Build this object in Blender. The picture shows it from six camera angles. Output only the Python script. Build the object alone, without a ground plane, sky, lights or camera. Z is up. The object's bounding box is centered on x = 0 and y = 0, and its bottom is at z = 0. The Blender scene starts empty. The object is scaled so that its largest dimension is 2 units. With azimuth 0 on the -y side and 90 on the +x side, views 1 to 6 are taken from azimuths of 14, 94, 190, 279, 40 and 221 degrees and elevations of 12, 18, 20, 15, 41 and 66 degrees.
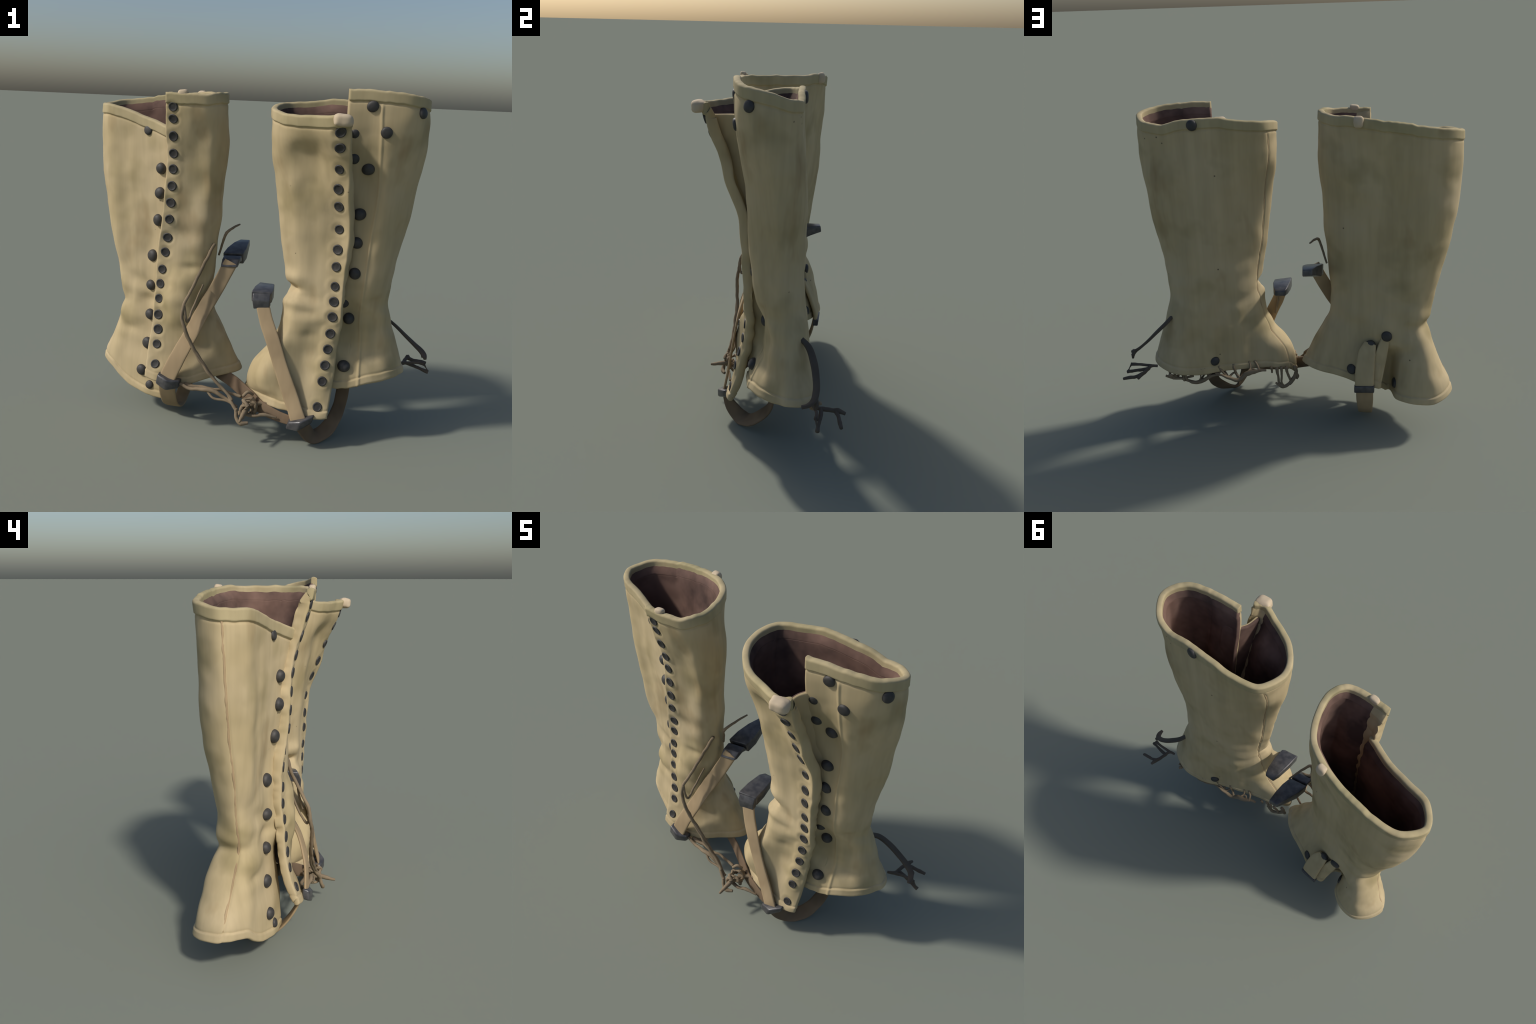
# A pair of old laced canvas leggings (gaiters): wrapped canvas sheets with eyelets,
# hooks, instep straps, metal clasps and tangled laces.
import bpy, math, random
import numpy as np
from mathutils import Vector, noise

random.seed(7)
V = Vector

# ------------------------------------------------------------------ materials
def mat(name):
    m = bpy.data.materials.new(name); m.use_nodes = True
    nt = m.node_tree
    return m, nt, nt.nodes["Principled BSDF"]

def N(nt, kind, **props):
    n = nt.nodes.new(kind)
    for k, v in props.items():
        if k in n.inputs: n.inputs[k].default_value = v
        else: setattr(n, k, v)
    return n

def noise_tex(nt, coord, scale, detail=3.0, rough=0.5, stretch=None):
    src = coord
    if stretch:
        mp = nt.nodes.new("ShaderNodeMapping"); mp.inputs["Scale"].default_value = stretch
        nt.links.new(coord, mp.inputs["Vector"]); src = mp.outputs["Vector"]
    n = nt.nodes.new("ShaderNodeTexNoise")
    n.inputs["Scale"].default_value = scale; n.inputs["Detail"].default_value = detail
    n.inputs["Roughness"].default_value = rough
    nt.links.new(src, n.inputs["Vector"])
    return n.outputs["Fac"]

def ramp(nt, fac, stops):
    r = nt.nodes.new("ShaderNodeValToRGB")
    e = r.color_ramp.elements
    while len(e) < len(stops): e.new(0.5)
    for el, (p, c) in zip(e, stops):
        el.position = p; el.color = (*c, 1) if len(c) == 3 else c
    nt.links.new(fac, r.inputs["Fac"])
    return r.outputs["Color"]

def mix(nt, fac, a, b, mode="MIX"):
    m = nt.nodes.new("ShaderNodeMix"); m.data_type = "RGBA"; m.blend_type = mode
    for sock, val in ((m.inputs["Factor"], fac), (m.inputs["A"], a), (m.inputs["B"], b)):
        if hasattr(val, "links"): nt.links.new(val, sock)
        elif isinstance(val, (int, float)): sock.default_value = val
        else: sock.default_value = (*val, 1)
    return m.outputs["Result"]

def bump(nt, bsdf, height, strength, dist=0.004):
    b = nt.nodes.new("ShaderNodeBump")
    b.inputs["Strength"].default_value = strength; b.inputs["Distance"].default_value = dist
    nt.links.new(height, b.inputs["Height"]); nt.links.new(b.outputs["Normal"], bsdf.inputs["Normal"])

def canvas_material(name, base, alt, olive, fleck=True, rough=0.85):
    m, nt, b = mat(name)
    co = nt.nodes.new("ShaderNodeTexCoord").outputs["Object"]
    broad = noise_tex(nt, co, 2.6, 2.0)
    col = ramp(nt, broad, [(0.34, base), (0.66, alt)])
    blot = noise_tex(nt, co, 4.2, 2.5, 0.5)
    bm = ramp(nt, blot, [(0.53, (0, 0, 0)), (0.72, (0.6, 0.6, 0.6))])
    col = mix(nt, bm, col, olive)
    stain = ramp(nt, noise_tex(nt, co, 3.1, 3.0, 0.55, (1.6, 1.6, 0.7)), [(0.60, (0, 0, 0)), (0.78, (0.6, 0.6, 0.6))])
    col = mix(nt, stain, col, tuple(c * k for c, k in zip(base, (.62, .52, .42))))
    streak = noise_tex(nt, co, 6.0, 3.0, 0.6, (2.2, 2.2, 0.16))
    sm = ramp(nt, streak, [(0.3, (0.89, 0.88, 0.86)), (0.7, (1.08, 1.07, 1.06))])
    col = mix(nt, 1.0, col, sm, "MULTIPLY")
    if fleck:
        v = nt.nodes.new("ShaderNodeTexVoronoi"); v.inputs["Scale"].default_value = 13.0
        nt.links.new(co, v.inputs["Vector"])
        dots = ramp(nt, v.outputs["Distance"], [(0.05, (1, 1, 1)), (0.075, (0, 0, 0))])
        pick = ramp(nt, noise_tex(nt, co, 5.5, 1.0), [(0.6, (0, 0, 0)), (0.62, (0.75, 0.75, 0.75))])
        col = mix(nt, mix(nt, 1.0, dots, pick, "MULTIPLY"), col, (0.05, 0.042, 0.03))
    nt.links.new(col, b.inputs["Base Color"])
    b.inputs["Roughness"].default_value = rough
    b.inputs["Specular IOR Level"].default_value = 0.25
    bump(nt, b, noise_tex(nt, co, 260, 2.0), 0.12, 0.002)
    return m

TAN = (0.440, 0.354, 0.200); TAN2 = (0.500, 0.406, 0.250); OLIVE = (0.29, 0.238, 0.118)
M_CANVAS = canvas_material("khaki_canvas", TAN, TAN2, OLIVE)
M_BIND = canvas_material("binding_tape", (0.385, 0.326, 0.184), (0.45, 0.372, 0.225), (0.23, 0.218, 0.115))
M_TAB = canvas_material("pale_tape", (0.52, 0.425, 0.30), (0.59, 0.485, 0.35), (0.44, 0.37, 0.24), False)
M_WEB = canvas_material("webbing", (0.33, 0.245, 0.145), (0.40, 0.30, 0.18), (0.22, 0.165, 0.10), False)
M_DARKWEB = canvas_material("brown_webbing", (0.155, 0.108, 0.07), (0.20, 0.142, 0.09), (0.10, 0.075, 0.05), False)

def lining_material():
    m, nt, b = mat("mauve_lining")
    co = nt.nodes.new("ShaderNodeTexCoord").outputs["Object"]
    col = ramp(nt, noise_tex(nt, co, 3.5, 3.0), [(0.35, (0.165, 0.100, 0.078)), (0.65, (0.22, 0.140, 0.112))])
    dark = ramp(nt, noise_tex(nt, co, 1.9, 5.0, 0.6), [(0.43, (0, 0, 0)), (0.62, (0.75, 0.75, 0.75))])
    col = mix(nt, dark, col, (0.016, 0.014, 0.016))
    nt.links.new(col, b.inputs["Base Color"]); b.inputs["Roughness"].default_value = 0.9
    b.inputs["Specular IOR Level"].default_value = 0.1
    return m
M_LINING = lining_material()

def metal_material(name, a, c, rough, metallic):
    m, nt, b = mat(name)
    co = nt.nodes.new("ShaderNodeTexCoord").outputs["Object"]
    col = ramp(nt, noise_tex(nt, co, 30, 4.0), [(0.35, a), (0.7, c)])
    nt.links.new(col, b.inputs["Base Color"])
    b.inputs["Roughness"].default_value = rough; b.inputs["Metallic"].default_value = metallic
    bump(nt, b, noise_tex(nt, co, 90, 2.0), 0.15, 0.002)
    return m
M_IRON = metal_material("blackened_brass", (0.026, 0.026, 0.026), (0.055, 0.050, 0.046), 0.6, 0.0)
M_CLASP = metal_material("blued_steel", (0.050, 0.050, 0.055), (0.105, 0.102, 0.102), 0.34, 0.25)
M_HOLE = metal_material("eyelet_hole", (0.018, 0.018, 0.018), (0.04, 0.036, 0.032), 0.7, 0.0)
M_SEAM = canvas_material("seam_thread", (0.35, 0.255, 0.15), (0.41, 0.305, 0.18), (0.27, 0.19, 0.11), False)
M_CORD = canvas_material("lace_cord", (0.20, 0.155, 0.10), (0.27, 0.21, 0.14), (0.10, 0.08, 0.055), False)
M_DARKCORD = canvas_material("dark_cord", (0.075, 0.062, 0.050), (0.105, 0.088, 0.070), (0.05, 0.042, 0.035), False)

# ------------------------------------------------------------------ helpers
COL = bpy.context.scene.collection
def empty(name, loc, label, category):
    o = bpy.data.objects.new(name, None); COL.objects.link(o); o.location = loc
    o["label"] = label; o["category"] = category
    return o

def add(name, me, parent, world=None):
    o = bpy.data.objects.new(name, me); COL.objects.link(o)
    o.parent = parent
    o.matrix_parent_inverse.identity()
    par = V((0, 0, 0))
    p = parent
    while p: par += p.location; p = p.parent
    if world is None: o.location = -par
    else:
        w = world.copy(); w.translation = w.translation - par; o.matrix_basis = w
    return o

def pchip(x, y, xi):
    """shape preserving cubic through (x, y[, k])"""
    x = np.asarray(x, float); y = np.asarray(y, float)
    xi = np.clip(np.asarray(xi, float), x[0], x[-1])
    if y.ndim == 1: y = y[:, None]; flat = True
    else: flat = False
    h = np.diff(x)[:, None]; dl = np.diff(y, axis=0) / h
    m = np.zeros_like(y)
    m[0], m[-1] = dl[0], dl[-1]
    a, b = dl[:-1], dl[1:]
    w1 = 2 * h[1:] + h[:-1]; w2 = h[1:] + 2 * h[:-1]
    with np.errstate(divide="ignore", invalid="ignore"):
        hm = (w1 + w2) / (w1 / a + w2 / b)
    m[1:-1] = np.where(a * b > 0, hm, 0)
    k = np.clip(np.searchsorted(x, xi, side="right") - 1, 0, len(x) - 2)
    t = ((xi - x[k]) / (x[k + 1] - x[k]))[:, None]; hk = h[k]
    r = ((1 + 2 * t) * (1 - t) ** 2 * y[k] + t * (1 - t) ** 2 * hk * m[k]
         + t * t * (3 - 2 * t) * y[k + 1] + t * t * (t - 1) * hk * m[k + 1])
    return r[:, 0] if flat else r

def catmull(P, ti):
    """centripetal-ish smooth curve through rows of P (n, k) at parameter 0..n-1"""
    P = np.asarray(P, float); n = len(P)
    Q = np.concatenate([[2 * P[0] - P[1]], P, [2 * P[-1] - P[-2]]])
    ti = np.clip(np.asarray(ti, float), 0, n - 1)
    k = np.clip(ti.astype(int), 0, n - 2); t = (ti - k)[:, None]
    # chord-length tangents avoid overshoot where stations are uneven
    d = np.linalg.norm(np.diff(Q, axis=0), axis=1)[:, None] + 1e-6
    s = np.diff(Q, axis=0) / d
    w0, w1 = d[:-1], d[1:]
    T = (s[:-1] * w1 + s[1:] * w0) / (w0 + w1)          # unit-speed tangent at each P
    L = d[k + 1]
    return ((2 * t**3 - 3 * t**2 + 1) * P[k] + (t**3 - 2 * t**2 + t) * L * T[k]
            + (-2 * t**3 + 3 * t**2) * P[k + 1] + (t**3 - t**2) * L * T[k + 1])

def smooth(a, b, x):
    t = np.clip((x - a) / (b - a), 0, 1); return t * t * (3 - 2 * t)

# ------------------------------------------------------------------ the wrapped canvas sheet
class Sheet:
    """A canvas sheet wrapped round the leg.  `sections` = plan curves (outer face) at several
    heights, each through the same stations from the eyelet edge round to the hooked edge;
    `bottom`/`top` give hem and rim height at each station."""
    def __init__(s, sections, bottom, top, dents, seams, eyelets, eye_u, seed, sign=1, bands=True):
        s.zs = np.array([z for z, _ in sections]); s.sec = np.array([p for _, p in sections])
        s.n = s.sec.shape[1]; s.seed = seed; s.sign = sign; s.bands = bands
        s.bu, s.bz = zip(*bottom); s.tu, s.tz = zip(*top)
        s.dents, s.seams, s.eyelets, s.eye_u = dents, seams, eyelets, eye_u

    def rows(s, u):
        """plan position of stations u at all section heights -> (len(zs), len(u), 2)"""
        return np.array([catmull(sec, u) for sec in s.sec])

    def build(s, ncol=380, nmid=190):
        # even columns by arc length of a middle section, dense at both free edges
        uu = np.linspace(0, s.n - 1, 3000)
        ref = (catmull(s.sec[3], uu) + catmull(s.sec[-3], uu)) / 2
        L = np.concatenate([[0], np.cumsum(np.linalg.norm(np.diff(ref, axis=0), axis=1))])
        e = np.array([0, .0015, .004, .008, .013])
        tgt = np.concatenate([e, np.linspace(.019, L[-1] - .019, ncol), L[-1] - e[::-1]])
        U = np.interp(tgt, L, uu)
        R = s.rows(U)                                        # (nz, nc, 2)
        zb = pchip(s.bu, s.bz, U); zt = pchip(s.tu, s.tz, U)
        wav = np.array([noise.noise(V((u * 1.3, s.seed * 7.7, 0))) + .5 * noise.noise(V((u * 3.4, s.seed, 5))) for u in U])
        if s.bands: zt = zt + .006 * wav; zb = zb + .005 * wav[::-1]
        low = np.array([0, .0015, .004, .008, .013, .019, .025, .031, .036, .040, .044, .048, .053, .060])
        high = np.array([0, .0015, .004, .008, .013, .020, .028, .036, .042, .047, .051, .055, .059, .063, .068, .075])
        H = (zt - zb)
        f = np.linspace(0, 1, nmid)
        Z = np.concatenate([zb[None] + low[:, None],
                            zb[None] + .068 + f[:, None] * (H - .068 - .083)[None],
                            zt[None] - high[::-1, None]])
        nr, nc = Z.shape
        P = np.zeros((nr, nc, 3)); P[..., 2] = Z
        for c in range(nc):
            P[:, c, :2] = pchip(s.zs, R[:, c], Z[:, c])
        dtop = zt[None] - Z; dbot = Z - zb[None]
        dl = np.zeros((nr, nc))
        seg = np.linalg.norm(np.diff(P, axis=1), axis=2)
        cum = np.concatenate([np.zeros((nr, 1)), np.cumsum(seg, axis=1)], axis=1)
        dfree = np.minimum(cum, cum[:, -1:] - cum)
        nrm = s.normals(P)
        # ---- relief
        D = np.zeros((nr, nc))
        for (x, y, z), (rx, rz), depth in s.dents:
            q = ((P[..., 0] - x)**2 + (P[..., 1] - y)**2) / rx**2 + (P[..., 2] - z)**2 / rz**2
            D += depth * np.exp(-q)
        calm = np.ones((nr, nc))
        ueye = np.interp(s.eye_u, U, np.arange(nc))
        ec = int(round(ueye))
        for z in s.eyelets:
            c0 = P[np.argmin(abs(Z[:, ec] - z)), ec]
            r = np.linalg.norm(P - c0, axis=2)
            calm *= 1 - .85 * np.exp(-(r / .045)**4)
            D += -.003 * np.exp(-(r / .026)**2) + .0016 * np.exp(-((r - .044) / .012)**2)
        for u0, w, h in s.seams:
            cu = np.interp(u0, U, np.arange(nc)); c0 = int(round(cu))
            dist = abs(cum - cum[:, c0:c0 + 1])
            D += h * np.exp(-(dist / w)**2) * smooth(.055, .085, dtop)
        fade = smooth(0.0, .10, np.minimum(dtop, 1)) * .6 + .4
        fade = fade * calm
        ank = np.exp(-((Z - .72) / .20)**2) * (U[None] * 0 + 1)
        flap = np.exp(-(cum / .035)**2)
        for r in range(0, nr):
            for c in range(0, nc, 1):
                p = V(P[r, c]) + V((s.seed * 3.1, 0, 0))
                q = V((p.x * 7 + p.z * 6, p.y * 6, p.z * 10 - p.x * 3))
                D[r, c] += fade[r, c] * (.011 * noise.noise(p * 4.6) + .0035 * noise.noise(p * 12.0)
                                         + ank[r, c] * .013 * noise.noise(q) + flap[r, c] * .012 * noise.noise(p * 8.0))
        # binding tape at the rim, folded hem below: raised bands with a stitched groove
        band = smooth(.060, .054, dtop) * .005 - .004 * np.exp(-((dtop - .062) / .005)**2)
        hem = smooth(.046, .038, dbot) * .005 - .003 * np.exp(-((dbot - .047) / .005)**2)
        if s.bands: D += band + hem
        P = P + nrm * D[..., None]
        nrm = s.normals(P)
        # ---- thickness with rounded borders
        edge = np.minimum(np.minimum(dtop, dbot), dfree)
        T = .026 + ((.014 * smooth(.5, 1.2, Z) - .006 * smooth(.07, .045, dtop)) if s.bands else 0) + .006 * smooth(.05, .0, dfree) + (.012 * smooth(.055, .01, cum) * smooth(.02, .12, np.minimum(dtop, dbot + .03)) if s.bands else 0)
        rr = .010
        prof = np.sqrt(np.clip(1 - (1 - np.clip(edge / rr, 0, 1))**2, 0, 1)) * T / 2
        mid = P - nrm * (T / 2)[..., None]
        s.outer = mid + nrm * prof[..., None]; s.inner = mid - nrm * prof[..., None]
        s.P, s.nrm, s.U, s.Z, s.dtop, s.dbot = P, nrm, U, Z, dtop, dbot
        s.nr, s.nc = nr, nc

    def normals(s, P):
        du = np.gradient(P, axis=1); dv = np.gradient(P, axis=0)
        n = np.cross(du, dv) * s.sign; n /= np.linalg.norm(n, axis=2, keepdims=True) + 1e-12
        return n

    def at(s, u, z):
        c = int(round(np.interp(u, s.U, np.arange(s.nc))))
        r = int(np.argmin(abs(s.Z[:, c] - z)))
        return V(s.P[r, c]), V(s.nrm[r, c])

    def nearest(s, p, ulo=0, uhi=99):
        d = np.linalg.norm(s.P - np.array(p), axis=2)
        d[:, (s.U < ulo) | (s.U > uhi)] = 9
        r, c = np.unravel_index(np.argmin(d), d.shape)
        return V(s.P[r, c]), V(s.nrm[r, c])

    def emit(s, parent, regions):
        """one whole closed skin, then its faces split by region into objects"""
        nr, nc = s.nr, s.nc
        out = np.arange(nr * nc).reshape(nr, nc)
        inn = out + nr * nc
        border = np.zeros((nr, nc), bool); border[[0, -1]] = True; border[:, [0, -1]] = True
        inn = np.where(border, out, inn)
        verts = np.concatenate([s.outer.reshape(-1, 3), s.inner.reshape(-1, 3)])
        a, b, c, d = out[:-1, :-1], out[:-1, 1:], out[1:, 1:], out[1:, :-1]
        fo = np.stack([a, b, c, d], -1).reshape(-1, 4)
        a, b, c, d = inn[:-1, :-1], inn[:-1, 1:], inn[1:, 1:], inn[1:, :-1]
        fi = np.stack([a, d, c, b], -1).reshape(-1, 4)
        if s.sign < 0: fo = fo[:, ::-1]; fi = fi[:, ::-1]
        # smooth normals of the whole skin
        vn = np.zeros_like(verts)
        for F in (fo, fi):
            fn = np.cross(verts[F[:, 2]] - verts[F[:, 0]], verts[F[:, 3]] - verts[F[:, 1]])
            for k in range(4): np.add.at(vn, F[:, k], fn)
        vn /= np.linalg.norm(vn, axis=1, keepdims=True) + 1e-12
        uc = (s.U[:-1] + s.U[1:]) / 2
        tc = s.dtop[:-1, :-1]; bc = s.dbot[:-1, :-1]
        lab = np.zeros((nr - 1, nc - 1), int)
        for i, (_, u0, u1) in enumerate(regions): lab[:, (uc >= u0) & (uc < u1)] = i
        nreg = len(regions)
        if s.bands: lab[tc < .062] = nreg; lab[bc < .044] = nreg + 1
        lab = lab.ravel()
        names = [r[0] for r in regions] + ["top_binding", "bottom_hem"]
        objs = {}
        for i, nm in enumerate(names):
            sel = lab == i
            if not sel.any(): continue
            F = np.concatenate([fo[sel], fi[sel]])
            facing = np.broadcast_to((uc < 1.3) & s.bands, (nr - 1, nc - 1)).ravel()[sel]
            inner_flag = np.concatenate([np.zeros(sel.sum(), int), np.where(facing, 0, 1)])
            ids, inv = np.unique(F, return_inverse=True)
            F = inv.reshape(F.shape)
            me = bpy.data.meshes.new(nm)
            me.from_pydata(verts[ids].tolist(), [], F.tolist())
            main = M_BIND if nm == "top_binding" else M_CANVAS
            me.materials.append(main)
            me.materials.append(M_BIND if nm == "top_binding" else M_LINING)
            me.polygons.foreach_set("material_index", inner_flag.astype(np.int32))
            me.polygons.foreach_set("use_smooth", np.ones(len(F), bool))
            me.update()
            me.normals_split_custom_set_from_vertices(vn[ids].tolist())
            objs[nm] = add(nm, me, parent)
        return objs

# ------------------------------------------------------------------ small parts
def lathe_mesh(name, prof, mats, seg=28, mat_of=None):
    """profile (r, z) turned about +z"""
    vs, fs, mi = [], [], []
    for r, z in prof:
        for k in range(seg):
            a = 2 * math.pi * k / seg; vs.append((r * math.cos(a), r * math.sin(a), z))
    for j in range(len(prof) - 1):
        for k in range(seg):
            k2 = (k + 1) % seg
            fs.append((j * seg + k, j * seg + k2, (j + 1) * seg + k2, (j + 1) * seg + k))
            mi.append(mat_of(j) if mat_of else 0)
    top = (len(prof) - 1) * seg
    fs.append(tuple(top + k for k in range(seg))); mi.append(mat_of(len(prof) - 1) if mat_of else 0)
    me = bpy.data.meshes.new(name); me.from_pydata(vs, [], fs)
    for m in mats: me.materials.append(m)
    me.polygons.foreach_set("material_index", mi)
    me.polygons.foreach_set("use_smooth", [True] * len(fs)); me.update()
    return me

EYELET = lathe_mesh("eyelet", [(.0275, -.008), (.0275, .000), (.0255, .0032), (.0220, .0038), (.0195, .0024),
                               (.0170, .0012), (.009, .0006), (.003, .0005)], [M_IRON, M_HOLE],
                    mat_of=lambda j: 0 if j < 4 else 1)
HOOK = lathe_mesh("hook", [(.036, -.008), (.0355, .003), (.034, .009), (.031, .015), (.026, .0205), (.019, .0245),
                           (.010, .027), (.003, .0275)], [M_IRON])
RIVET = lathe_mesh("rivet", [(.027, -.006), (.0268, .003), (.025, .007), (.021, .0105), (.014, .0125), (.004, .0135)], [M_IRON])

def frame(p, n, roll=0.0, scale=1.0):
    q = n.to_track_quat("Z", "Y")
    from mathutils import Matrix
    return Matrix.Translation(p) @ q.to_matrix().to_4x4() @ Matrix.Rotation(roll, 4, "Z") @ Matrix.Diagonal((scale, scale, scale, 1))

def stud(name, me, parent, p, n, scale=1.0, tilt=0.12):
    n = (n + V((random.uniform(-tilt, tilt), random.uniform(-tilt, tilt), random.uniform(-tilt, tilt)))).normalized()
    m = frame(p, n, random.uniform(0, 6.28), scale)
    from mathutils import Matrix
    m = m @ Matrix.Diagonal((random.uniform(.93, 1.07), random.uniform(.93, 1.07), random.uniform(.9, 1.1), 1))
    return add(name, me, parent, m)

def spline(pts, n):
    pts = np.array(pts, float)
    return catmull(pts, np.linspace(0, len(pts) - 1, n))

def ribbon(name, parent, pts, width_dirs, width, thick, material, n=70, ends=None):
    """flat webbing strap with rounded edges along pts; width_dirs gives its cross direction"""
    C = spline(pts, n); W = spline(width_dirs, n)
    T = np.gradient(C, axis=0); T /= np.linalg.norm(T, axis=1, keepdims=True)
    W -= T * np.sum(W * T, axis=1, keepdims=True); W /= np.linalg.norm(W, axis=1, keepdims=True)
    B = np.cross(T, W)
    ring = []
    m = 16
    for k in range(m):
        a = 2 * math.pi * k / m
        ca, sa = math.cos(a), math.sin(a)
        ring.append((math.copysign(abs(ca)**.35, ca), math.copysign(abs(sa)**.6, sa)))
    w = np.interp(np.linspace(0, 1, n), np.linspace(0, 1, len(width)), width) if hasattr(width, "__len__") else np.full(n, width)
    vs, fs = [], []
    for i in range(n):
        wob = 1 + .04 * noise.noise(V(C[i]) * 14)
        for cx, cy in ring:
            vs.append(tuple(C[i] + W[i] * cx * w[i] / 2 * wob + B[i] * cy * thick / 2))
    for i in range(n - 1):
        for k in range(m):
            k2 = (k + 1) % m
            fs.append((i * m + k, i * m + k2, (i + 1) * m + k2, (i + 1) * m + k))
    fs.append(tuple(range(m - 1, -1, -1))); fs.append(tuple((n - 1) * m + k for k in range(m)))
    me = bpy.data.meshes.new(name); me.from_pydata(vs, [], fs); me.materials.append(material)
    me.polygons.foreach_set("use_smooth", [True] * len(fs)); me.update()
    return add(name, me, parent)

def tube_data(pts, rad, n=40, m=8, jitter=0.0, seed=0):
    C = spline(pts, n)
    if jitter:
        for i in range(n):
            p = V(C[i]) * 16 + V((seed * 5.3, seed, 0))
            C[i] += jitter * np.array(noise.noise_vector(p))
    R = np.interp(np.linspace(0, 1, n), np.linspace(0, 1, len(rad)), rad)
    T = np.gradient(C, axis=0); T /= np.linalg.norm(T, axis=1, keepdims=True) + 1e-9
    ref = np.array([0.31, 0.2, 0.93]); vs, fs = [], []
    A = np.cross(T, ref); A /= np.linalg.norm(A, axis=1, keepdims=True) + 1e-9
    B = np.cross(T, A)
    for i in range(n):
        for k in range(m):
            a = 2 * math.pi * k / m
            rr = R[i] * (1 + .18 * noise.noise(V(C[i]) * 45 + V((k, seed, 0))))
            vs.append(tuple(C[i] + rr * (A[i] * math.cos(a) + B[i] * math.sin(a))))
    for i in range(n - 1):
        for k in range(m):
            k2 = (k + 1) % m
            fs.append((i * m + k, i * m + k2, (i + 1) * m + k2, (i + 1) * m + k))
    fs.append(tuple(range(m - 1, -1, -1))); fs.append(tuple((n - 1) * m + k for k in range(m)))
    return vs, fs

def cords(name, parent, strands, material, stuff=False):
    vs, fs = [], []
    for i, (pts, rad, jit) in enumerate(strands):
        v, f = tube_data(pts, rad, max(14, 9 * len(pts)), 8, jit, i + 1)
        o = len(vs); vs += v; fs += [tuple(k + o for k in q) for q in f]
    me = bpy.data.meshes.new(name); me.from_pydata(vs, [], fs); me.materials.append(material)
    me.polygons.foreach_set("use_smooth", [True] * len(fs)); me.update()
    ob = add(name, me, parent)
    if stuff: ob["kind"] = "stuff"
    return ob

def block(name, parent, rings, material, bevel=.006, seg=3):
    """solid lofted through rectangles: (centre, half-width vector, half-height vector)"""
    import bmesh
    bm = bmesh.new(); prev = None; first = None
    for c, w, h in rings:
        c, w, h = V(c), V(w), V(h)
        cur = [bm.verts.new(c + w * a + h * b) for a, b in ((-1, -1), (1, -1), (1, 1), (-1, 1))]
        if prev:
            for k in range(4): bm.faces.new((prev[k], prev[(k + 1) % 4], cur[(k + 1) % 4], cur[k]))
        else: first = cur
        prev = cur
    bm.faces.new(first[::-1]); bm.faces.new(prev)
    bmesh.ops.recalc_face_normals(bm, faces=bm.faces)
    sharp = [e for e in bm.edges if len(e.link_faces) == 2 and e.calc_face_angle() > .35]
    bmesh.ops.bevel(bm, geom=sharp, offset=bevel, segments=seg, affect="EDGES", profile=.5)
    me = bpy.data.meshes.new(name); bm.to_mesh(me); bm.free(); me.materials.append(material)
    me.polygons.foreach_set("use_smooth", [True] * len(me.polygons)); me.set_sharp_from_angle(angle=.6)
    return add(name, me, parent)

def lump(name, parent, c, axes, material, seed=0):
    """soft folded tape end: a rounded, slightly crumpled box"""
    import bmesh
    bm = bmesh.new(); bmesh.ops.create_cube(bm, size=2)
    bmesh.ops.subdivide_edges(bm, edges=bm.edges[:], cuts=9, use_grid_fill=True)
    ax = [V(a) for a in axes]
    for v in bm.verts:
        p = v.co; L = (abs(p.x)**3 + abs(p.y)**3 + abs(p.z)**3) ** (1 / 3)
        q = p / L
        w = V(c) + ax[0] * q.x + ax[1] * q.y + ax[2] * q.z
        w += noise.noise_vector(w * 28 + V((seed, 0, 0))) * .005
        v.co = w
    me = bpy.data.meshes.new(name); bm.to_mesh(me); bm.free(); me.materials.append(material)
    me.polygons.foreach_set("use_smooth", [True] * len(me.polygons))
    return add(name, me, parent)

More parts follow.
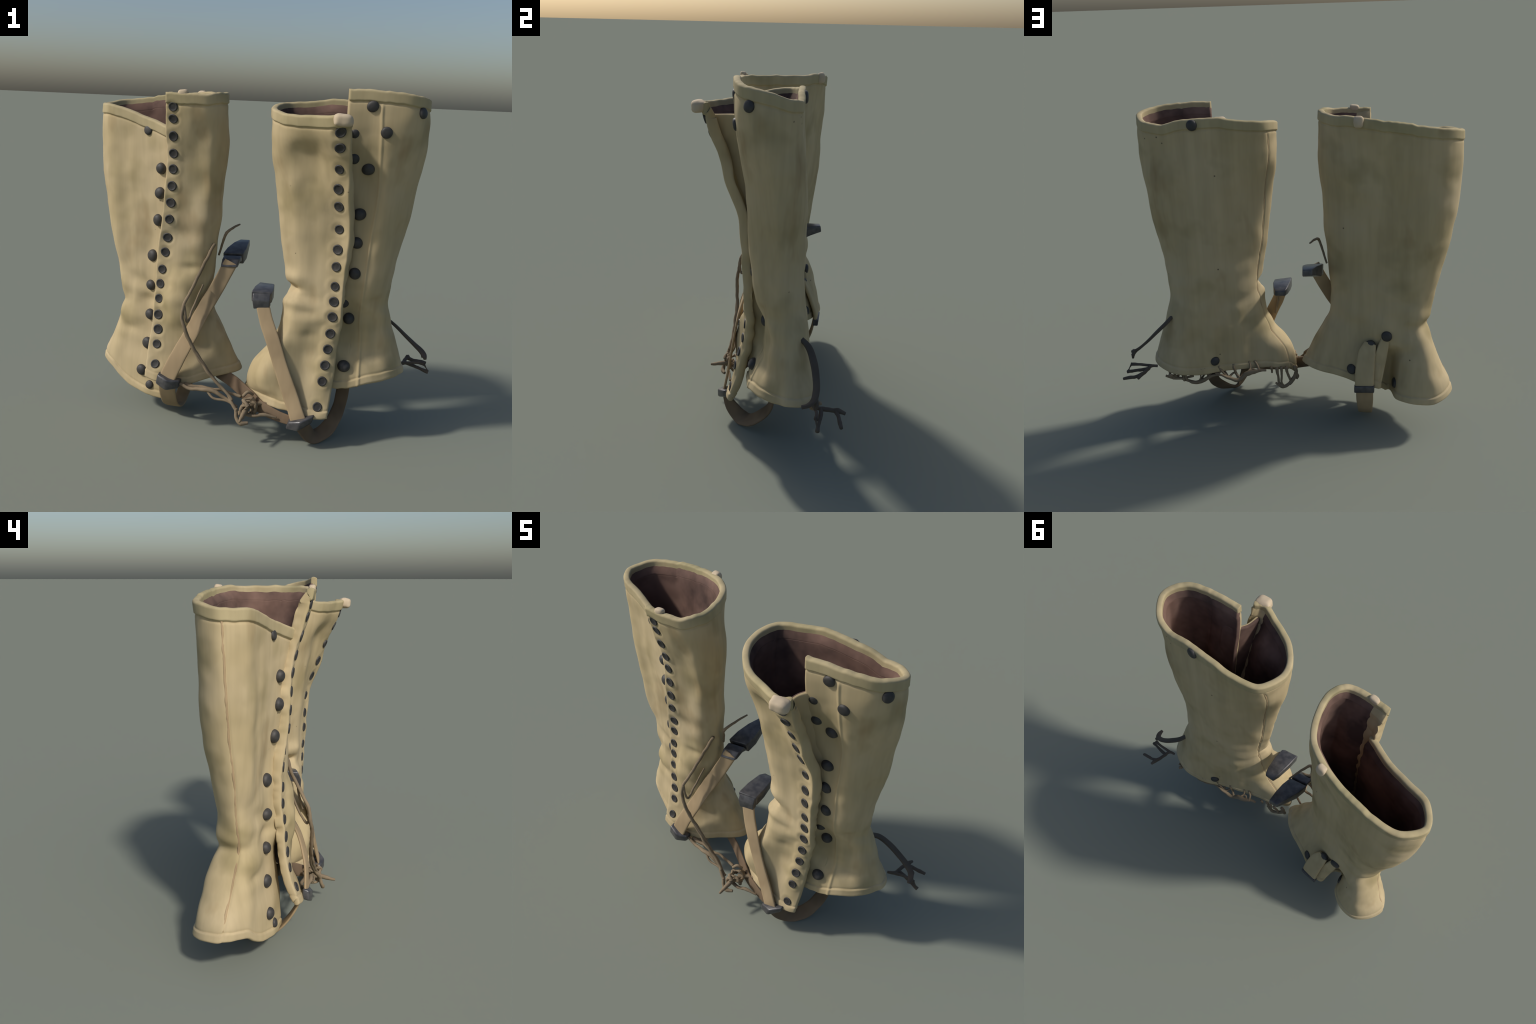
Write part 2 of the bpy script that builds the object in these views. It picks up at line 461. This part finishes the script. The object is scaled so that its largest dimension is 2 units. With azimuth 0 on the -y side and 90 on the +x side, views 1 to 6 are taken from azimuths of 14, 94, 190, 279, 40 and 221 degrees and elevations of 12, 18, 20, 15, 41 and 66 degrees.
# ================================================================== legging A (left in the front view)
A_SEC = [
 (0.15, [(-0.588,-0.262),(-0.52,-0.27),(-0.38,-0.22),(-0.2,-0.14),(-0.04,0.01),(-0.09,0.08),(-0.32,0.2),(-0.56,0.262),(-0.585,0.105),(-0.615,0.075),(-0.669,0.209),(-0.89,0.271),(-1.02,0.116),(-0.94,0.02),(-0.8,-0.055),(-0.64,-0.105),(-0.48,-0.125)]),
 (0.30, [(-0.598,-0.228),(-0.53,-0.235),(-0.4,-0.21),(-0.22,-0.14),(-0.065,0),(-0.11,0.065),(-0.34,0.175),(-0.572,0.232),(-0.59,0.09),(-0.618,0.065),(-0.669,0.189),(-0.89,0.251),(-0.995,0.096),(-0.92,0),(-0.8,-0.045),(-0.65,-0.085),(-0.48,-0.115)]),
 (0.42, [(-0.601,-0.182),(-0.543,-0.185),(-0.42,-0.173),(-0.25,-0.13),(-0.122,-0.02),(-0.15,0.045),(-0.34,0.14),(-0.585,0.2),(-0.6,0.105),(-0.626,0.084),(-0.671,0.175),(-0.86,0.222),(-0.93,0.08),(-0.88,0),(-0.78,-0.04),(-0.645,-0.062),(-0.48,-0.1)]),
 (0.55, [(-0.593,-0.158),(-0.541,-0.161),(-0.44,-0.165),(-0.29,-0.144),(-0.178,-0.036),(-0.2,0.03),(-0.34,0.11),(-0.5,0.14),(-0.58,0.15),(-0.65,0.16),(-0.74,0.19),(-0.82,0.19),(-0.875,0.06),(-0.845,0),(-0.77,-0.04),(-0.645,-0.055),(-0.5,-0.085)]),
 (0.68, [(-0.582,-0.148),(-0.545,-0.148),(-0.45,-0.182),(-0.32,-0.144),(-0.248,-0.046),(-0.26,0.015),(-0.34,0.075),(-0.45,0.115),(-0.56,0.145),(-0.64,0.155),(-0.72,0.165),(-0.79,0.155),(-0.852,0.04),(-0.83,-0.01),(-0.76,-0.045),(-0.64,-0.055),(-0.55,-0.112)]),
 (0.82, [(-0.58,-0.134),(-0.542,-0.133),(-0.44,-0.157),(-0.31,-0.134),(-0.256,-0.046),(-0.27,0.01),(-0.34,0.07),(-0.45,0.115),(-0.56,0.13),(-0.64,0.15),(-0.72,0.165),(-0.8,0.15),(-0.868,0.05),(-0.834,0.003),(-0.748,-0.036),(-0.64,-0.066),(-0.55,-0.105)]),
 (1.00, [(-0.57,-0.134),(-0.516,-0.131),(-0.4,-0.136),(-0.29,-0.114),(-0.243,-0.056),(-0.26,0.01),(-0.34,0.075),(-0.45,0.112),(-0.56,0.14),(-0.65,0.165),(-0.74,0.18),(-0.83,0.165),(-0.91,0.05),(-0.87,-0.02),(-0.76,-0.035),(-0.635,-0.046),(-0.535,-0.108)]),
 (1.20, [(-0.535,-0.155),(-0.486,-0.156),(-0.38,-0.146),(-0.27,-0.124),(-0.226,-0.066),(-0.245,0.01),(-0.33,0.09),(-0.44,0.13),(-0.56,0.16),(-0.65,0.19),(-0.75,0.212),(-0.87,0.195),(-0.954,0.06),(-0.9,-0.02),(-0.77,-0.05),(-0.6,-0.085),(-0.5,-0.128)]),
 (1.45, [(-0.512,-0.16),(-0.467,-0.165),(-0.36,-0.161),(-0.25,-0.149),(-0.205,-0.082),(-0.225,0.02),(-0.33,0.095),(-0.44,0.145),(-0.56,0.185),(-0.66,0.212),(-0.76,0.23),(-0.9,0.205),(-0.986,0.07),(-0.92,-0.015),(-0.77,-0.055),(-0.6,-0.095),(-0.478,-0.134)]),
 (1.70, [(-0.5,-0.214),(-0.448,-0.222),(-0.33,-0.221),(-0.23,-0.194),(-0.183,-0.112),(-0.205,0.01),(-0.32,0.125),(-0.43,0.18),(-0.56,0.215),(-0.66,0.232),(-0.76,0.24),(-0.91,0.205),(-0.994,0.08),(-0.92,-0.02),(-0.77,-0.06),(-0.64,-0.1),(-0.465,-0.188)]),
 (1.88, [(-0.48,-0.266),(-0.435,-0.266),(-0.34,-0.262),(-0.235,-0.232),(-0.19,-0.15),(-0.21,-0.02),(-0.32,0.15),(-0.43,0.205),(-0.56,0.235),(-0.66,0.245),(-0.76,0.25),(-0.92,0.215),(-0.992,0.09),(-0.91,-0.03),(-0.77,-0.075),(-0.63,-0.13),(-0.44,-0.2)]),
]
A_BOT = list(enumerate([.28,.268,.250,.29,.32,.325,.318,.288,.21,.19,.198,.216,.246,.238,.158,.115,.100]))
A_TOP = list(enumerate([1.89,1.89,1.89,1.893,1.902,1.904,1.904,1.902,1.890,1.875,1.862,1.84,1.818,1.815,1.785,1.745,1.70]))
A_EYE = [1.815,1.755,1.663,1.566,1.477,1.384,1.296,1.204,1.092,1.002,.907,.818,.733,.641,.555,.468,.357]
A_DENT = [((-.86,.08,.665),(.13,.028),-.014), ((-.62,-.06,.70),(.07,.03),-.010), ((-.36,-.15,.93),(.06,.025),-.014), ((-.30,-.15,1.40),(.05,.07),-.012), ((-.80,-.05,1.30),(.07,.10),-.010),
          ((-.33,-.22,1.60),(.10,.14),-.018), ((-.40,-.19,1.12),(.12,.05),-.014), ((-.42,-.19,.80),(.10,.10),.012),
          ((-.80,-.04,.70),(.07,.04),-.014), ((-.83,-.02,.58),(.06,.04),.012), ((-.80,-.04,.50),(.07,.03),-.012),
          ((-.27,-.14,.48),(.06,.06),-.02), ((-.68,.16,.42),(.07,.14),-.02), ((-.30,-.12,.70),(.05,.10),-.014)]
A_SEAM = [(12.1, .006, -.004), (4.4, .008, -.003)]

# ================================================================== legging B (right in the front view)
B_SEC = [
 (0.15, [(0.474,-0.22),(0.4,-0.24),(0.27,-0.225),(0.084,-0.168),(-0.032,-0.05),(-0.004,0.015),(0.2,0.09),(0.4,0.18),(0.55,0.25),(0.7,0.27),(0.814,0.228),(0.874,0.128),(0.828,-0.005),(0.67,-0.115),(0.54,-0.14),(0.46,-0.14)]),
 (0.28, [(0.485,-0.195),(0.425,-0.205),(0.28,-0.21),(0.084,-0.183),(-0.027,-0.06),(0.008,0.003),(0.2,0.09),(0.4,0.185),(0.55,0.25),(0.7,0.27),(0.803,0.228),(0.863,0.128),(0.828,0.005),(0.67,-0.1),(0.54,-0.12),(0.45,-0.13)]),
 (0.40, [(0.495,-0.165),(0.434,-0.185),(0.3,-0.19),(0.114,-0.213),(0.008,-0.08),(0.038,-0.002),(0.22,0.09),(0.4,0.18),(0.55,0.24),(0.68,0.26),(0.783,0.223),(0.843,0.118),(0.798,0.03),(0.66,-0.06),(0.54,-0.095),(0.45,-0.11)]),
 (0.55, [(0.5,-0.135),(0.446,-0.148),(0.33,-0.155),(0.174,-0.193),(0.113,-0.08),(0.128,0.003),(0.26,0.105),(0.41,0.185),(0.54,0.22),(0.65,0.235),(0.733,0.208),(0.798,0.108),(0.764,0.053),(0.65,-0.01),(0.54,-0.04),(0.45,-0.07)]),
 (0.72, [(0.511,-0.13),(0.457,-0.13),(0.35,-0.135),(0.234,-0.143),(0.173,-0.07),(0.188,0.003),(0.29,0.11),(0.42,0.175),(0.53,0.195),(0.62,0.195),(0.691,0.173),(0.748,0.098),(0.71,0.019),(0.63,-0.008),(0.54,-0.01),(0.46,-0.05)]),
 (0.85, [(0.511,-0.14),(0.461,-0.132),(0.36,-0.13),(0.244,-0.123),(0.18,-0.05),(0.198,0.013),(0.3,0.115),(0.42,0.165),(0.53,0.18),(0.61,0.18),(0.671,0.153),(0.741,0.078),(0.7,-0.011),(0.64,-0.057),(0.55,-0.055),(0.46,-0.075)]),
 (1.00, [(0.515,-0.155),(0.461,-0.14),(0.36,-0.13),(0.244,-0.118),(0.148,-0.03),(0.178,0.023),(0.29,0.12),(0.41,0.168),(0.53,0.175),(0.61,0.17),(0.681,0.143),(0.761,0.068),(0.72,-0.029),(0.65,-0.077),(0.56,-0.078),(0.47,-0.085)]),
 (1.20, [(0.527,-0.165),(0.465,-0.145),(0.35,-0.142),(0.219,-0.133),(0.118,-0.03),(0.148,0.023),(0.27,0.12),(0.4,0.178),(0.53,0.185),(0.63,0.165),(0.711,0.133),(0.8,0.063),(0.745,-0.039),(0.67,-0.1),(0.565,-0.092),(0.47,-0.095)]),
 (1.45, [(0.518,-0.245),(0.456,-0.225),(0.34,-0.185),(0.189,-0.173),(0.086,-0.05),(0.128,0.023),(0.26,0.115),(0.4,0.168),(0.55,0.165),(0.66,0.16),(0.751,0.133),(0.839,0.038),(0.775,-0.059),(0.69,-0.124),(0.585,-0.103),(0.47,-0.13)]),
 (1.70, [(0.517,-0.315),(0.463,-0.332),(0.34,-0.305),(0.169,-0.253),(0.058,-0.09),(0.096,0.045),(0.25,0.125),(0.4,0.145),(0.55,0.15),(0.68,0.15),(0.794,0.108),(0.872,0.008),(0.803,-0.1),(0.69,-0.16),(0.58,-0.165),(0.47,-0.18)]),
 (1.85, [(0.515,-0.345),(0.465,-0.372),(0.34,-0.34),(0.17,-0.258),(0.055,-0.07),(0.1,0.075),(0.25,0.13),(0.4,0.142),(0.55,0.142),(0.69,0.148),(0.8,0.115),(0.872,0),(0.81,-0.12),(0.68,-0.168),(0.58,-0.183),(0.47,-0.198)]),
 (1.95, [(0.515,-0.345),(0.465,-0.372),(0.34,-0.34),(0.17,-0.255),(0.055,-0.07),(0.1,0.075),(0.25,0.13),(0.4,0.142),(0.55,0.142),(0.69,0.148),(0.8,0.115),(0.872,0),(0.81,-0.12),(0.68,-0.168),(0.58,-0.183),(0.47,-0.198)]),
]
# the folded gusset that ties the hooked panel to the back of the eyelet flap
G_SEC = [
 (0.40, [(.56,-.070),(.50,-.085),(.455,-.105),(.45,-.13)]),
 (0.72, [(.56,.005),(.51,-.02),(.475,-.06),(.47,-.10)]),
 (1.00, [(.57,-.065),(.52,-.07),(.485,-.085),(.48,-.11)]),
 (1.20, [(.58,-.085),(.53,-.09),(.495,-.105),(.485,-.13)]),
 (1.45, [(.58,-.095),(.52,-.105),(.485,-.14),(.475,-.20)]),
 (1.78, [(.57,-.165),(.51,-.175),(.475,-.225),(.470,-.315)]),
]
B_BOT = list(enumerate([0.175,.17,.19,.195,.215,.27,.31,.32,.325,.335,.355,.375,.375,.355,.32,.315]))
B_TOP = list(enumerate([1.81,1.81,1.808,1.812,1.845,1.865,1.88,1.893,1.89,1.86,1.87,1.905,1.925,1.942,1.945,1.945]))
B_EYE = [1.729,1.651,1.54,1.441,1.347,1.221,1.114,1.015,.907,.819,.732,.64,.553,.466,.382,.239]
B_DENT = [((.19,-.09,.865),(.07,.020),-.040), ((.23,-.13,.83),(.10,.03),-.012), ((.20,-.12,.93),(.08,.035),.018), ((.20,-.12,.79),(.08,.03),.016), ((.30,-.14,.74),(.09,.03),-.014), ((.27,-.24,1.60),(.13,.10),-.040),
          ((.10,-.20,.24),(.09,.035),-.022), ((.33,-.19,.40),(.06,.08),-.014), ((.22,-.17,.60),(.05,.05),-.012),
          ((.33,-.16,.62),(.05,.03),-.01), ((.70,-.02,.60),(.035,.12),-.016), ((.66,-.02,.82),(.05,.04),-.014), ((.40,.18,.55),(.04,.22),-.012), ((.28,.14,.60),(.04,.25),.012)]
B_SEAM = [(4.9, .006, -.004), (11.4, .02, -.003), (13.4, .008, .006)]

def legging(sheet, name, base, label, regions):
    root = empty(name, base, label, "canvas legging")
    sheet.build()
    parts = sheet.emit(root, regions)
    flap = parts[regions[0][0]]
    for z in sheet.eyelets:
        p, n = sheet.at(sheet.eye_u, z)
        stud("eyelet", EYELET, root, p + n * .0045, n, random.uniform(.95, 1.06), .04)
    return root, parts

SA = Sheet(A_SEC, A_BOT, A_TOP, A_DENT, A_SEAM, A_EYE, 1.0, 1)
rootA, partsA = legging(SA, "canvas_legging", (-.55, 0, 0), "worn khaki canvas legging with eyelets, hooks and instep strap",
                        [("eyelet_flap", -1, 3.6), ("calf_panel", 3.6, 12.1), ("hook_panel", 12.1, 99)])
SB = Sheet(B_SEC, B_BOT, B_TOP, B_DENT, B_SEAM, B_EYE, 1.0, 2, -1)
rootB, partsB = legging(SB, "canvas_legging", (.45, 0, 0), "worn khaki canvas legging, flap hanging open, dark hooks and strap loop",
                        [("eyelet_flap", -1, 3.9), ("calf_panel", 3.9, 11.4), ("hook_panel", 11.4, 99)])

SG = Sheet(G_SEC, [(0,.42),(3,.42)], [(0,1.765),(3,1.755)], [], [], [], 1.0, 3, -1, False)
SG.build(60, 150); SG.emit(rootB, [("gusset", -1, 99)])

# hooks and rivets sit on the canvas nearest to where they show
for p in [(-.553,-.10,1.474),(-.557,-.095,1.338),(-.579,-.09,1.175),(-.62,-.055,.963),(-.629,-.066,.784),(-.629,-.05,.601),(-.643,-.055,.427),(-.666,-.066,.259)]:
    q, n = SA.nearest(p, 12.5); stud("hook", HOOK, rootA, q, n, .95)
for p in [(-.642,-.10,1.683),(-.612,-.08,.177)]:
    q, n = SA.nearest(p, 12.5); stud("rivet", RIVET, rootA, q, n)
for p in [(-.39,.192,.389),(-.640,.137,.281)]:
    q, n = SA.nearest(p, 5, 11); stud("rivet", RIVET, rootA, q, n, 1.15)
for p in [(.588,-.107,1.55),(.56,-.093,1.30),(.556,-.08,1.145),(.555,-.068,.976),(.528,0,.698),(.529,-.08,.445)]:
    q, n = SB.nearest(p, 11.5); stud("hook", HOOK, rootB, q, n, .95)
for p, lo, hi in [((.671,-.153,1.741),11.5,99),((.594,-.18,1.865),11.5,99),((.837,-.085,1.843),10.5,13),((.504,.145,1.855),5,10),((.452,.19,.401),5,10)]:
    q, n = SB.nearest(p, lo, hi); stud("rivet", RIVET, rootB, q, n, 1.1)

for p in [(.512,-.165,1.725),(.515,-.14,1.60),(.515,-.05,.80)]:
    q, n = SG.nearest(p); stud("hook", HOOK, rootB, q, n, .9)

def seam(sheet, parent, u, z0, z1):
    pts = []
    for z in np.linspace(z0, z1, 26):
        p, n = sheet.at(u, z); pts.append(p - n * .0050)
    cords("stitched_seam", parent, [(pts, [.0070, .0078, .0070], .003)], M_SEAM)
seam(SA, rootA, 12.05, .30, 1.76)
seam(SB, rootB, 4.9, .33, 1.80)

stud("rivet", RIVET, rootA, V((-.606,.168,.603)), V((-.1,1,.1)).normalized(), 1.15)

# pale folded tape ends at the rims
lump("tape_end", rootA, (-.385,-.25,1.889), [(.027,0,0),(0,.018,0),(0,0,.019)], M_TAB, 1)
lump("tape_end", rootA, (-.435,.214,1.876), [(.027,0,0),(0,.024,0),(0,0,.032)], M_TAB, 2)
lump("tape_end", rootB, (.474,-.372,1.792), [(.048,.006,0),(-.004,.036,0),(0,0,.030)], M_TAB, 3)

# ------------------------------------------------------------------ straps, buckles and clasps
X = (1, 0, 0)
ribbon("instep_strap", rootA, [(-.150,-.045,.965),(-.215,-.092,.82),(-.288,-.145,.67),(-.325,-.202,.57),(-.375,-.240,.46),(-.452,-.258,.29)],
       [(.95,.28,0),(.95,.25,0),(.95,.15,.05),(.95,.05,.15),(.95,0,.25),(.95,-.05,.28)], [.080,.082,.084,.088,.092,.094], .014, M_WEB)
ribbon("strap_loop", rootA, [(-.455,-.235,.28),(-.465,-.20,.20),(-.475,-.10,.075),(-.48,.03,.026),(-.482,.14,.07),(-.482,.215,.19),(-.480,.240,.31)],
       [X] * 7, [.10,.10,.10,.085,.085,.10,.105], .014, M_WEB)
tab = ribbon("buckle_tab", rootA, [(-.510,.160,.550),(-.493,.188,.50),(-.483,.222,.42),(-.480,.246,.34),(-.480,.250,.285)],
             [(1,-.1,0)] * 5, [.07,.105,.115,.115,.115], .026, M_CANVAS)
ribbon("instep_edge", rootA, [(-.604,.150,.615),(-.588,.163,.54),(-.568,.180,.46),(-.553,.204,.37),(-.540,.228,.295)],
       [(1,.25,0)] * 5, [.034,.064,.080,.076,.068], .024, M_CANVAS)
q, n = SA.nearest((-.514,.14,.532), 5, 9); stud("rivet", RIVET, rootA, q + n * .02, n, 1.15)
block("strap_buckle", rootA, [((-.480,.252,.315),(.060,-.004,-.006),(0,.019,0)), ((-.480,.250,.27),(.060,-.004,-.006),(0,.017,0))], M_CLASP)
block("strap_buckle", rootA, [((-.505,-.258,.30),(0,.02,.006),(.006,0,.028)), ((-.44,-.265,.272),(0,.026,.004),(.006,0,.032)), ((-.375,-.24,.272),(0,.022,0),(.006,0,.026))], M_CLASP, .010)
block("strap_clasp", rootA, [((-.160,-.055,.935),(.044,.012,.0),(0,-.013,.004)), ((-.158,-.015,.968),(.048,.012,0),(0,-.016,.010)), ((-.160,.030,.970),(.050,.012,0),(0,-.014,.020))], M_CLASP, .006)
block("strap_clasp", rootA, [((-.163,.040,.967),(.056,.014,.0),(0,-.008,.032)), ((-.160,.110,.985),(.055,.010,0),(0,-.008,.034)),
                             ((-.155,.180,1.010),(.043,.006,0),(0,-.006,.027)), ((-.150,.250,1.025),(.028,.004,0),(0,-.003,.018))], M_CLASP, .005)
ribbon("instep_strap", rootB, [(.064,-.146,.775),(.098,-.172,.68),(.146,-.200,.58),(.212,-.226,.42),(.278,-.246,.27),(.330,-.266,.15)],
       [(.95,.25,.15),(.95,.2,.2),(.95,.15,.25),(.95,.05,.25),(.95,.05,.25),(.95,.05,.2)], [.076,.076,.078,.080,.084,.086], .014, M_WEB)
ribbon("strap_loop", rootB, [(.335,-.262,.165),(.365,-.218,.085),(.405,-.150,.032),(.455,-.098,.052),(.490,-.045,.100),(.513,.012,.170),(.523,.030,.250),(.528,.030,.360)],
       [(.9,.35,.1),(.4,.8,.3),(.0,.87,.45),(-.40,.55,.60),(-.75,.05,.5),(-1,-.2,.15),(-1,-.2,0),(-1,-.1,0)], [.086,.088,.088,.085,.078,.074,.074,.074], .016, M_DARKWEB)
block("strap_buckle", rootB, [((.262,-.258,.135),(0,.022,.004),(.006,0,.022)), ((.335,-.272,.148),(0,.03,.004),(.006,0,.03)), ((.402,-.235,.178),(0,.022,0),(.006,0,.024))], M_CLASP, .010)
block("strap_clasp", rootB, [((.064,-.148,.748),(.044,.008,.006),(0,-.014,-.002)), ((.060,-.146,.790),(.048,.010,.0),(0,-.017,0)), ((.058,-.132,.815),(.048,.012,0),(0,-.012,.014))], M_CLASP, .006)
block("strap_clasp", rootB, [((.057,-.140,.803),(.054,.014,-.004),(0,-.004,.031)), ((.053,-.060,.812),(.054,.008,-.003),(0,0,.031)),
                             ((.046,.030,.818),(.044,.004,-.002),(0,0,.025)), ((.043,.072,.815),(.031,.002,0),(0,0,.016))], M_CLASP, .007)
ribbon("cross_strap", rootB, [(-.20,-.06,.30),(-.10,-.10,.27),(.0,-.15,.225),(.10,-.20,.18),(.20,-.225,.155),(.30,-.245,.145)],
       [(.1,.2,.95)] * 6, [.07,.075,.08,.07,.06,.05], .014, M_DARKWEB)

# ------------------------------------------------------------------ laces and tangled cords
lace = [(-.240,-.085,1.07),(-.275,-.125,.98),(-.308,-.165,.888),(-.335,-.21,.81),(-.356,-.248,.745),(-.362,-.262,.675),(-.338,-.270,.60),(-.305,-.268,.53),(-.25,-.258,.44),(-.190,-.256,.36),(-.13,-.262,.30),(-.079,-.27,.26),(-.045,-.29,.22),(-.019,-.30,.185)]
lace2 = [(-.356,-.252,.745),(-.345,-.255,.69),(-.335,-.245,.645),(-.325,-.20,.70),(-.31,-.17,.76),(-.285,-.14,.84)]
lace3 = [(-.325,-.27,.565),(-.285,-.268,.49),(-.23,-.265,.41),(-.165,-.268,.335),(-.10,-.275,.285),(-.05,-.285,.235)]
cords("lace", rootA, [(lace, [.010,.009,.011,.009,.010], .004), (lace2, [.008,.007,.005], .003), (lace3, [.006,.009,.008], .006),
                      ([(-.236,-.01,.99),(-.212,-.03,1.06),(-.185,-.051,1.127),(-.165,.03,1.150),(-.150,.107,1.158)], [.006,.007,.009,.007,.005], .002)], M_CORD)
cords("lace", rootA, [([(-.40,-.245,.275),(-.30,-.25,.255),(-.22,-.26,.268),(-.15,-.255,.255),(-.08,-.265,.225),(-.02,-.28,.20)], [.009,.010,.014,.009,.008], .008),
                      ([(-.36,-.22,.262),(-.27,-.21,.25),(-.20,-.22,.262),(-.10,-.21,.25),(-.02,-.21,.235)], [.012,.010,.008,.010], .01),
                      ([(-.21,-.25,.262),(-.17,-.27,.235),(-.10,-.265,.222),(-.06,-.27,.21)], [.008,.007,.006], .008)], M_CORD)
rng = random.Random(11)
strands = []
c0 = np.array([.035, -.250, .190]); nodes = []
while len(nodes) < 15:                      # knots on a loose hollow ball
    d = np.array([rng.gauss(0, 1) for _ in range(3)]); d /= np.linalg.norm(d)
    p = c0 + d * np.array([.050, .062, .062]) * rng.uniform(.75, 1.1)
    if all(np.linalg.norm(p - q) > .030 for q in nodes): nodes.append(p)
done = set()
for i, p in enumerate(nodes):               # arched strands to the nearest knots
    for j in sorted(range(len(nodes)), key=lambda j: np.linalg.norm(nodes[j] - p))[1:4]:
        if (j, i) in done: continue
        done.add((i, j)); q = nodes[j]; m = (p + q) / 2; m = m + (m - c0) * rng.uniform(-.15, .3)
        r = rng.uniform(.0055, .010)
        strands.append(([p, m, q], [r * 1.3, r * .8, r * 1.3], .007))
strands += [([(.03,-.27,.16),(.08,-.275,.16),(.13,-.262,.17),(.197,-.247,.155)], [.012,.009,.010,.005], .006),
            ([(-.02,-.30,.20),(-.015,-.31,.15),(.015,-.315,.118),(.05,-.30,.125)], [.010,.011,.013,.008], .006),
            ([(.03,-.25,.2),(.03,-.33,.175),(.025,-.385,.165)], [.018,.013,.007], .008),
            ([(.04,-.24,.20),(.09,-.20,.20),(.14,-.18,.20)], [.016,.012,.010], .006),
            ([(.0,-.234,.246),(.02,-.22,.27),(.05,-.20,.25)], [.009,.010,.008], .006)]
cords("cord_tangle", rootB, strands, M_CORD, True)
cords("lace", rootB, [([(.07,-.135,.815),(.092,-.14,.80),(.102,-.145,.765),(.098,-.148,.72),(.094,-.15,.68),(.108,-.16,.63),(.120,-.175,.575)], [.008,.006,.006,.008,.006], .002),
                      ([(.078,-.140,.765),(.084,-.145,.72),(.092,-.15,.675)], [.006,.005,.006], .002)], M_CORD)

# stiff loose cord ends at the heel
ribbon("loose_cord", rootB, [(.690,.150,.70),(.735,.215,.655),(.790,.243,.605),(.845,.258,.552),(.905,.262,.500),(.945,.250,.470),(.962,.225,.455),(.968,.195,.448)],
       [(-.6,.75,.1),(-.5,.8,.1),(-.3,.9,.1),(-.15,.95,.15),(.1,.95,.2),(.4,.8,.3),(.8,.5,.3),(1,.2,.2)], [.022,.034,.038,.036,.034,.034,.030,.018], .017, M_DARKCORD)
cords("loose_cord", rootB, [([(.925,.262,.485),(.948,.268,.455),(.955,.262,.428)], [.010,.011,.007], .002),
                            ([(.805,.245,.372),(.838,.258,.378),(.850,.300,.376),(.858,.350,.378),(.866,.375,.382),(.872,.410,.372)], [.008,.010,.011,.011,.014,.008], .004),
                            ([(.838,.258,.378),(.885,.266,.388),(.935,.270,.390),(.967,.266,.388)], [.010,.008,.009,.011], .004),
                            ([(.852,.292,.375),(.90,.287,.362),(.95,.281,.350),(.994,.276,.339)], [.011,.010,.009,.011], .004),
                            ([(.862,.365,.380),(.900,.378,.366),(.940,.384,.360),(.975,.388,.352)], [.012,.010,.011,.009], .004),
                            ([(.967,.266,.388),(.982,.271,.362),(.990,.276,.345)], [.006,.003,.006], .001)], M_DARKCORD)
# shreds hanging under the hem
shreds = []
drape = [(.72,.285,.325),(.70,.245,.285),(.633,.235,.262),(.545,.225,.255),(.485,.215,.285),(.44,.205,.298),(.369,.19,.270),(.305,.175,.252),(.254,.165,.285),(.195,.145,.302),(.14,.12,.302)]
shreds.append((drape, [.011, .007, .014, .006, .013, .016, .007], .014))
shreds.append(([(.75,.265,.300),(.70,.245,.280),(.64,.235,.278),(.58,.25,.305)], [.008, .010, .008, .007], .006))
rng = random.Random(5)
for i in range(11):      # ties from the hem down to the draped thread
    k = 1 + i % 9
    p = V(drape[k]) + V((rng.uniform(-.02, .02), 0, 0))
    hz = SB.nearest((p.x + rng.uniform(-.04, .04), p.y + .03, .34), 5, 10)[0]
    shreds.append(([hz + V((0, -.015, .01)), (hz + p) / 2 + V((rng.uniform(-.02, .02), -.01, -.008)), p], [rng.uniform(.006, .012), rng.uniform(.004, .008), rng.uniform(.007, .013)], .012))
for i in range(7):
    k = rng.randrange(1, 9); a = V(drape[k]); b = V(drape[k + 1])
    shreds.append(([a, (a + b) / 2 + V((0, -.03, rng.uniform(.0, .03))), b], [.007, .006, .007], .006))
# torn toe corner: hanging loop of threads
for pts, r in [([(.085,.055,.285),(.080,.045,.22),(.072,.042,.165),(.050,.042,.142)], [.011,.008,.008,.010]),
               ([(.055,.055,.29),(.055,.045,.22),(.058,.042,.165),(.048,.040,.140)], [.010,.007,.007,.009]),
               ([(.100,.045,.165),(.072,.042,.148),(.048,.040,.140),(.015,.030,.152),(-.010,.020,.185)], [.006,.009,.012,.011,.010]),
               ([(-.025,.020,.28),(-.032,.015,.235),(-.015,.020,.185),(.010,.030,.155)], [.013,.012,.014,.010]),
               ([(-.030,.015,.235),(-.045,.010,.205),(-.038,.012,.185)], [.010,.011,.007]),
               ([(.025,.050,.29),(.02,.04,.24),(.005,.03,.19)], [.012,.008,.009]),
               ([(.115,.080,.30),(.112,.075,.27),(.113,.075,.255)], [.008,.007,.006])]:
    shreds.append((pts, r, .005))
shreds = [([V(p) + V((0, 0, .014)) for p in pts], r, j) for pts, r, j in shreds]
cords("frayed_threads", rootB, shreds, M_CORD, True)
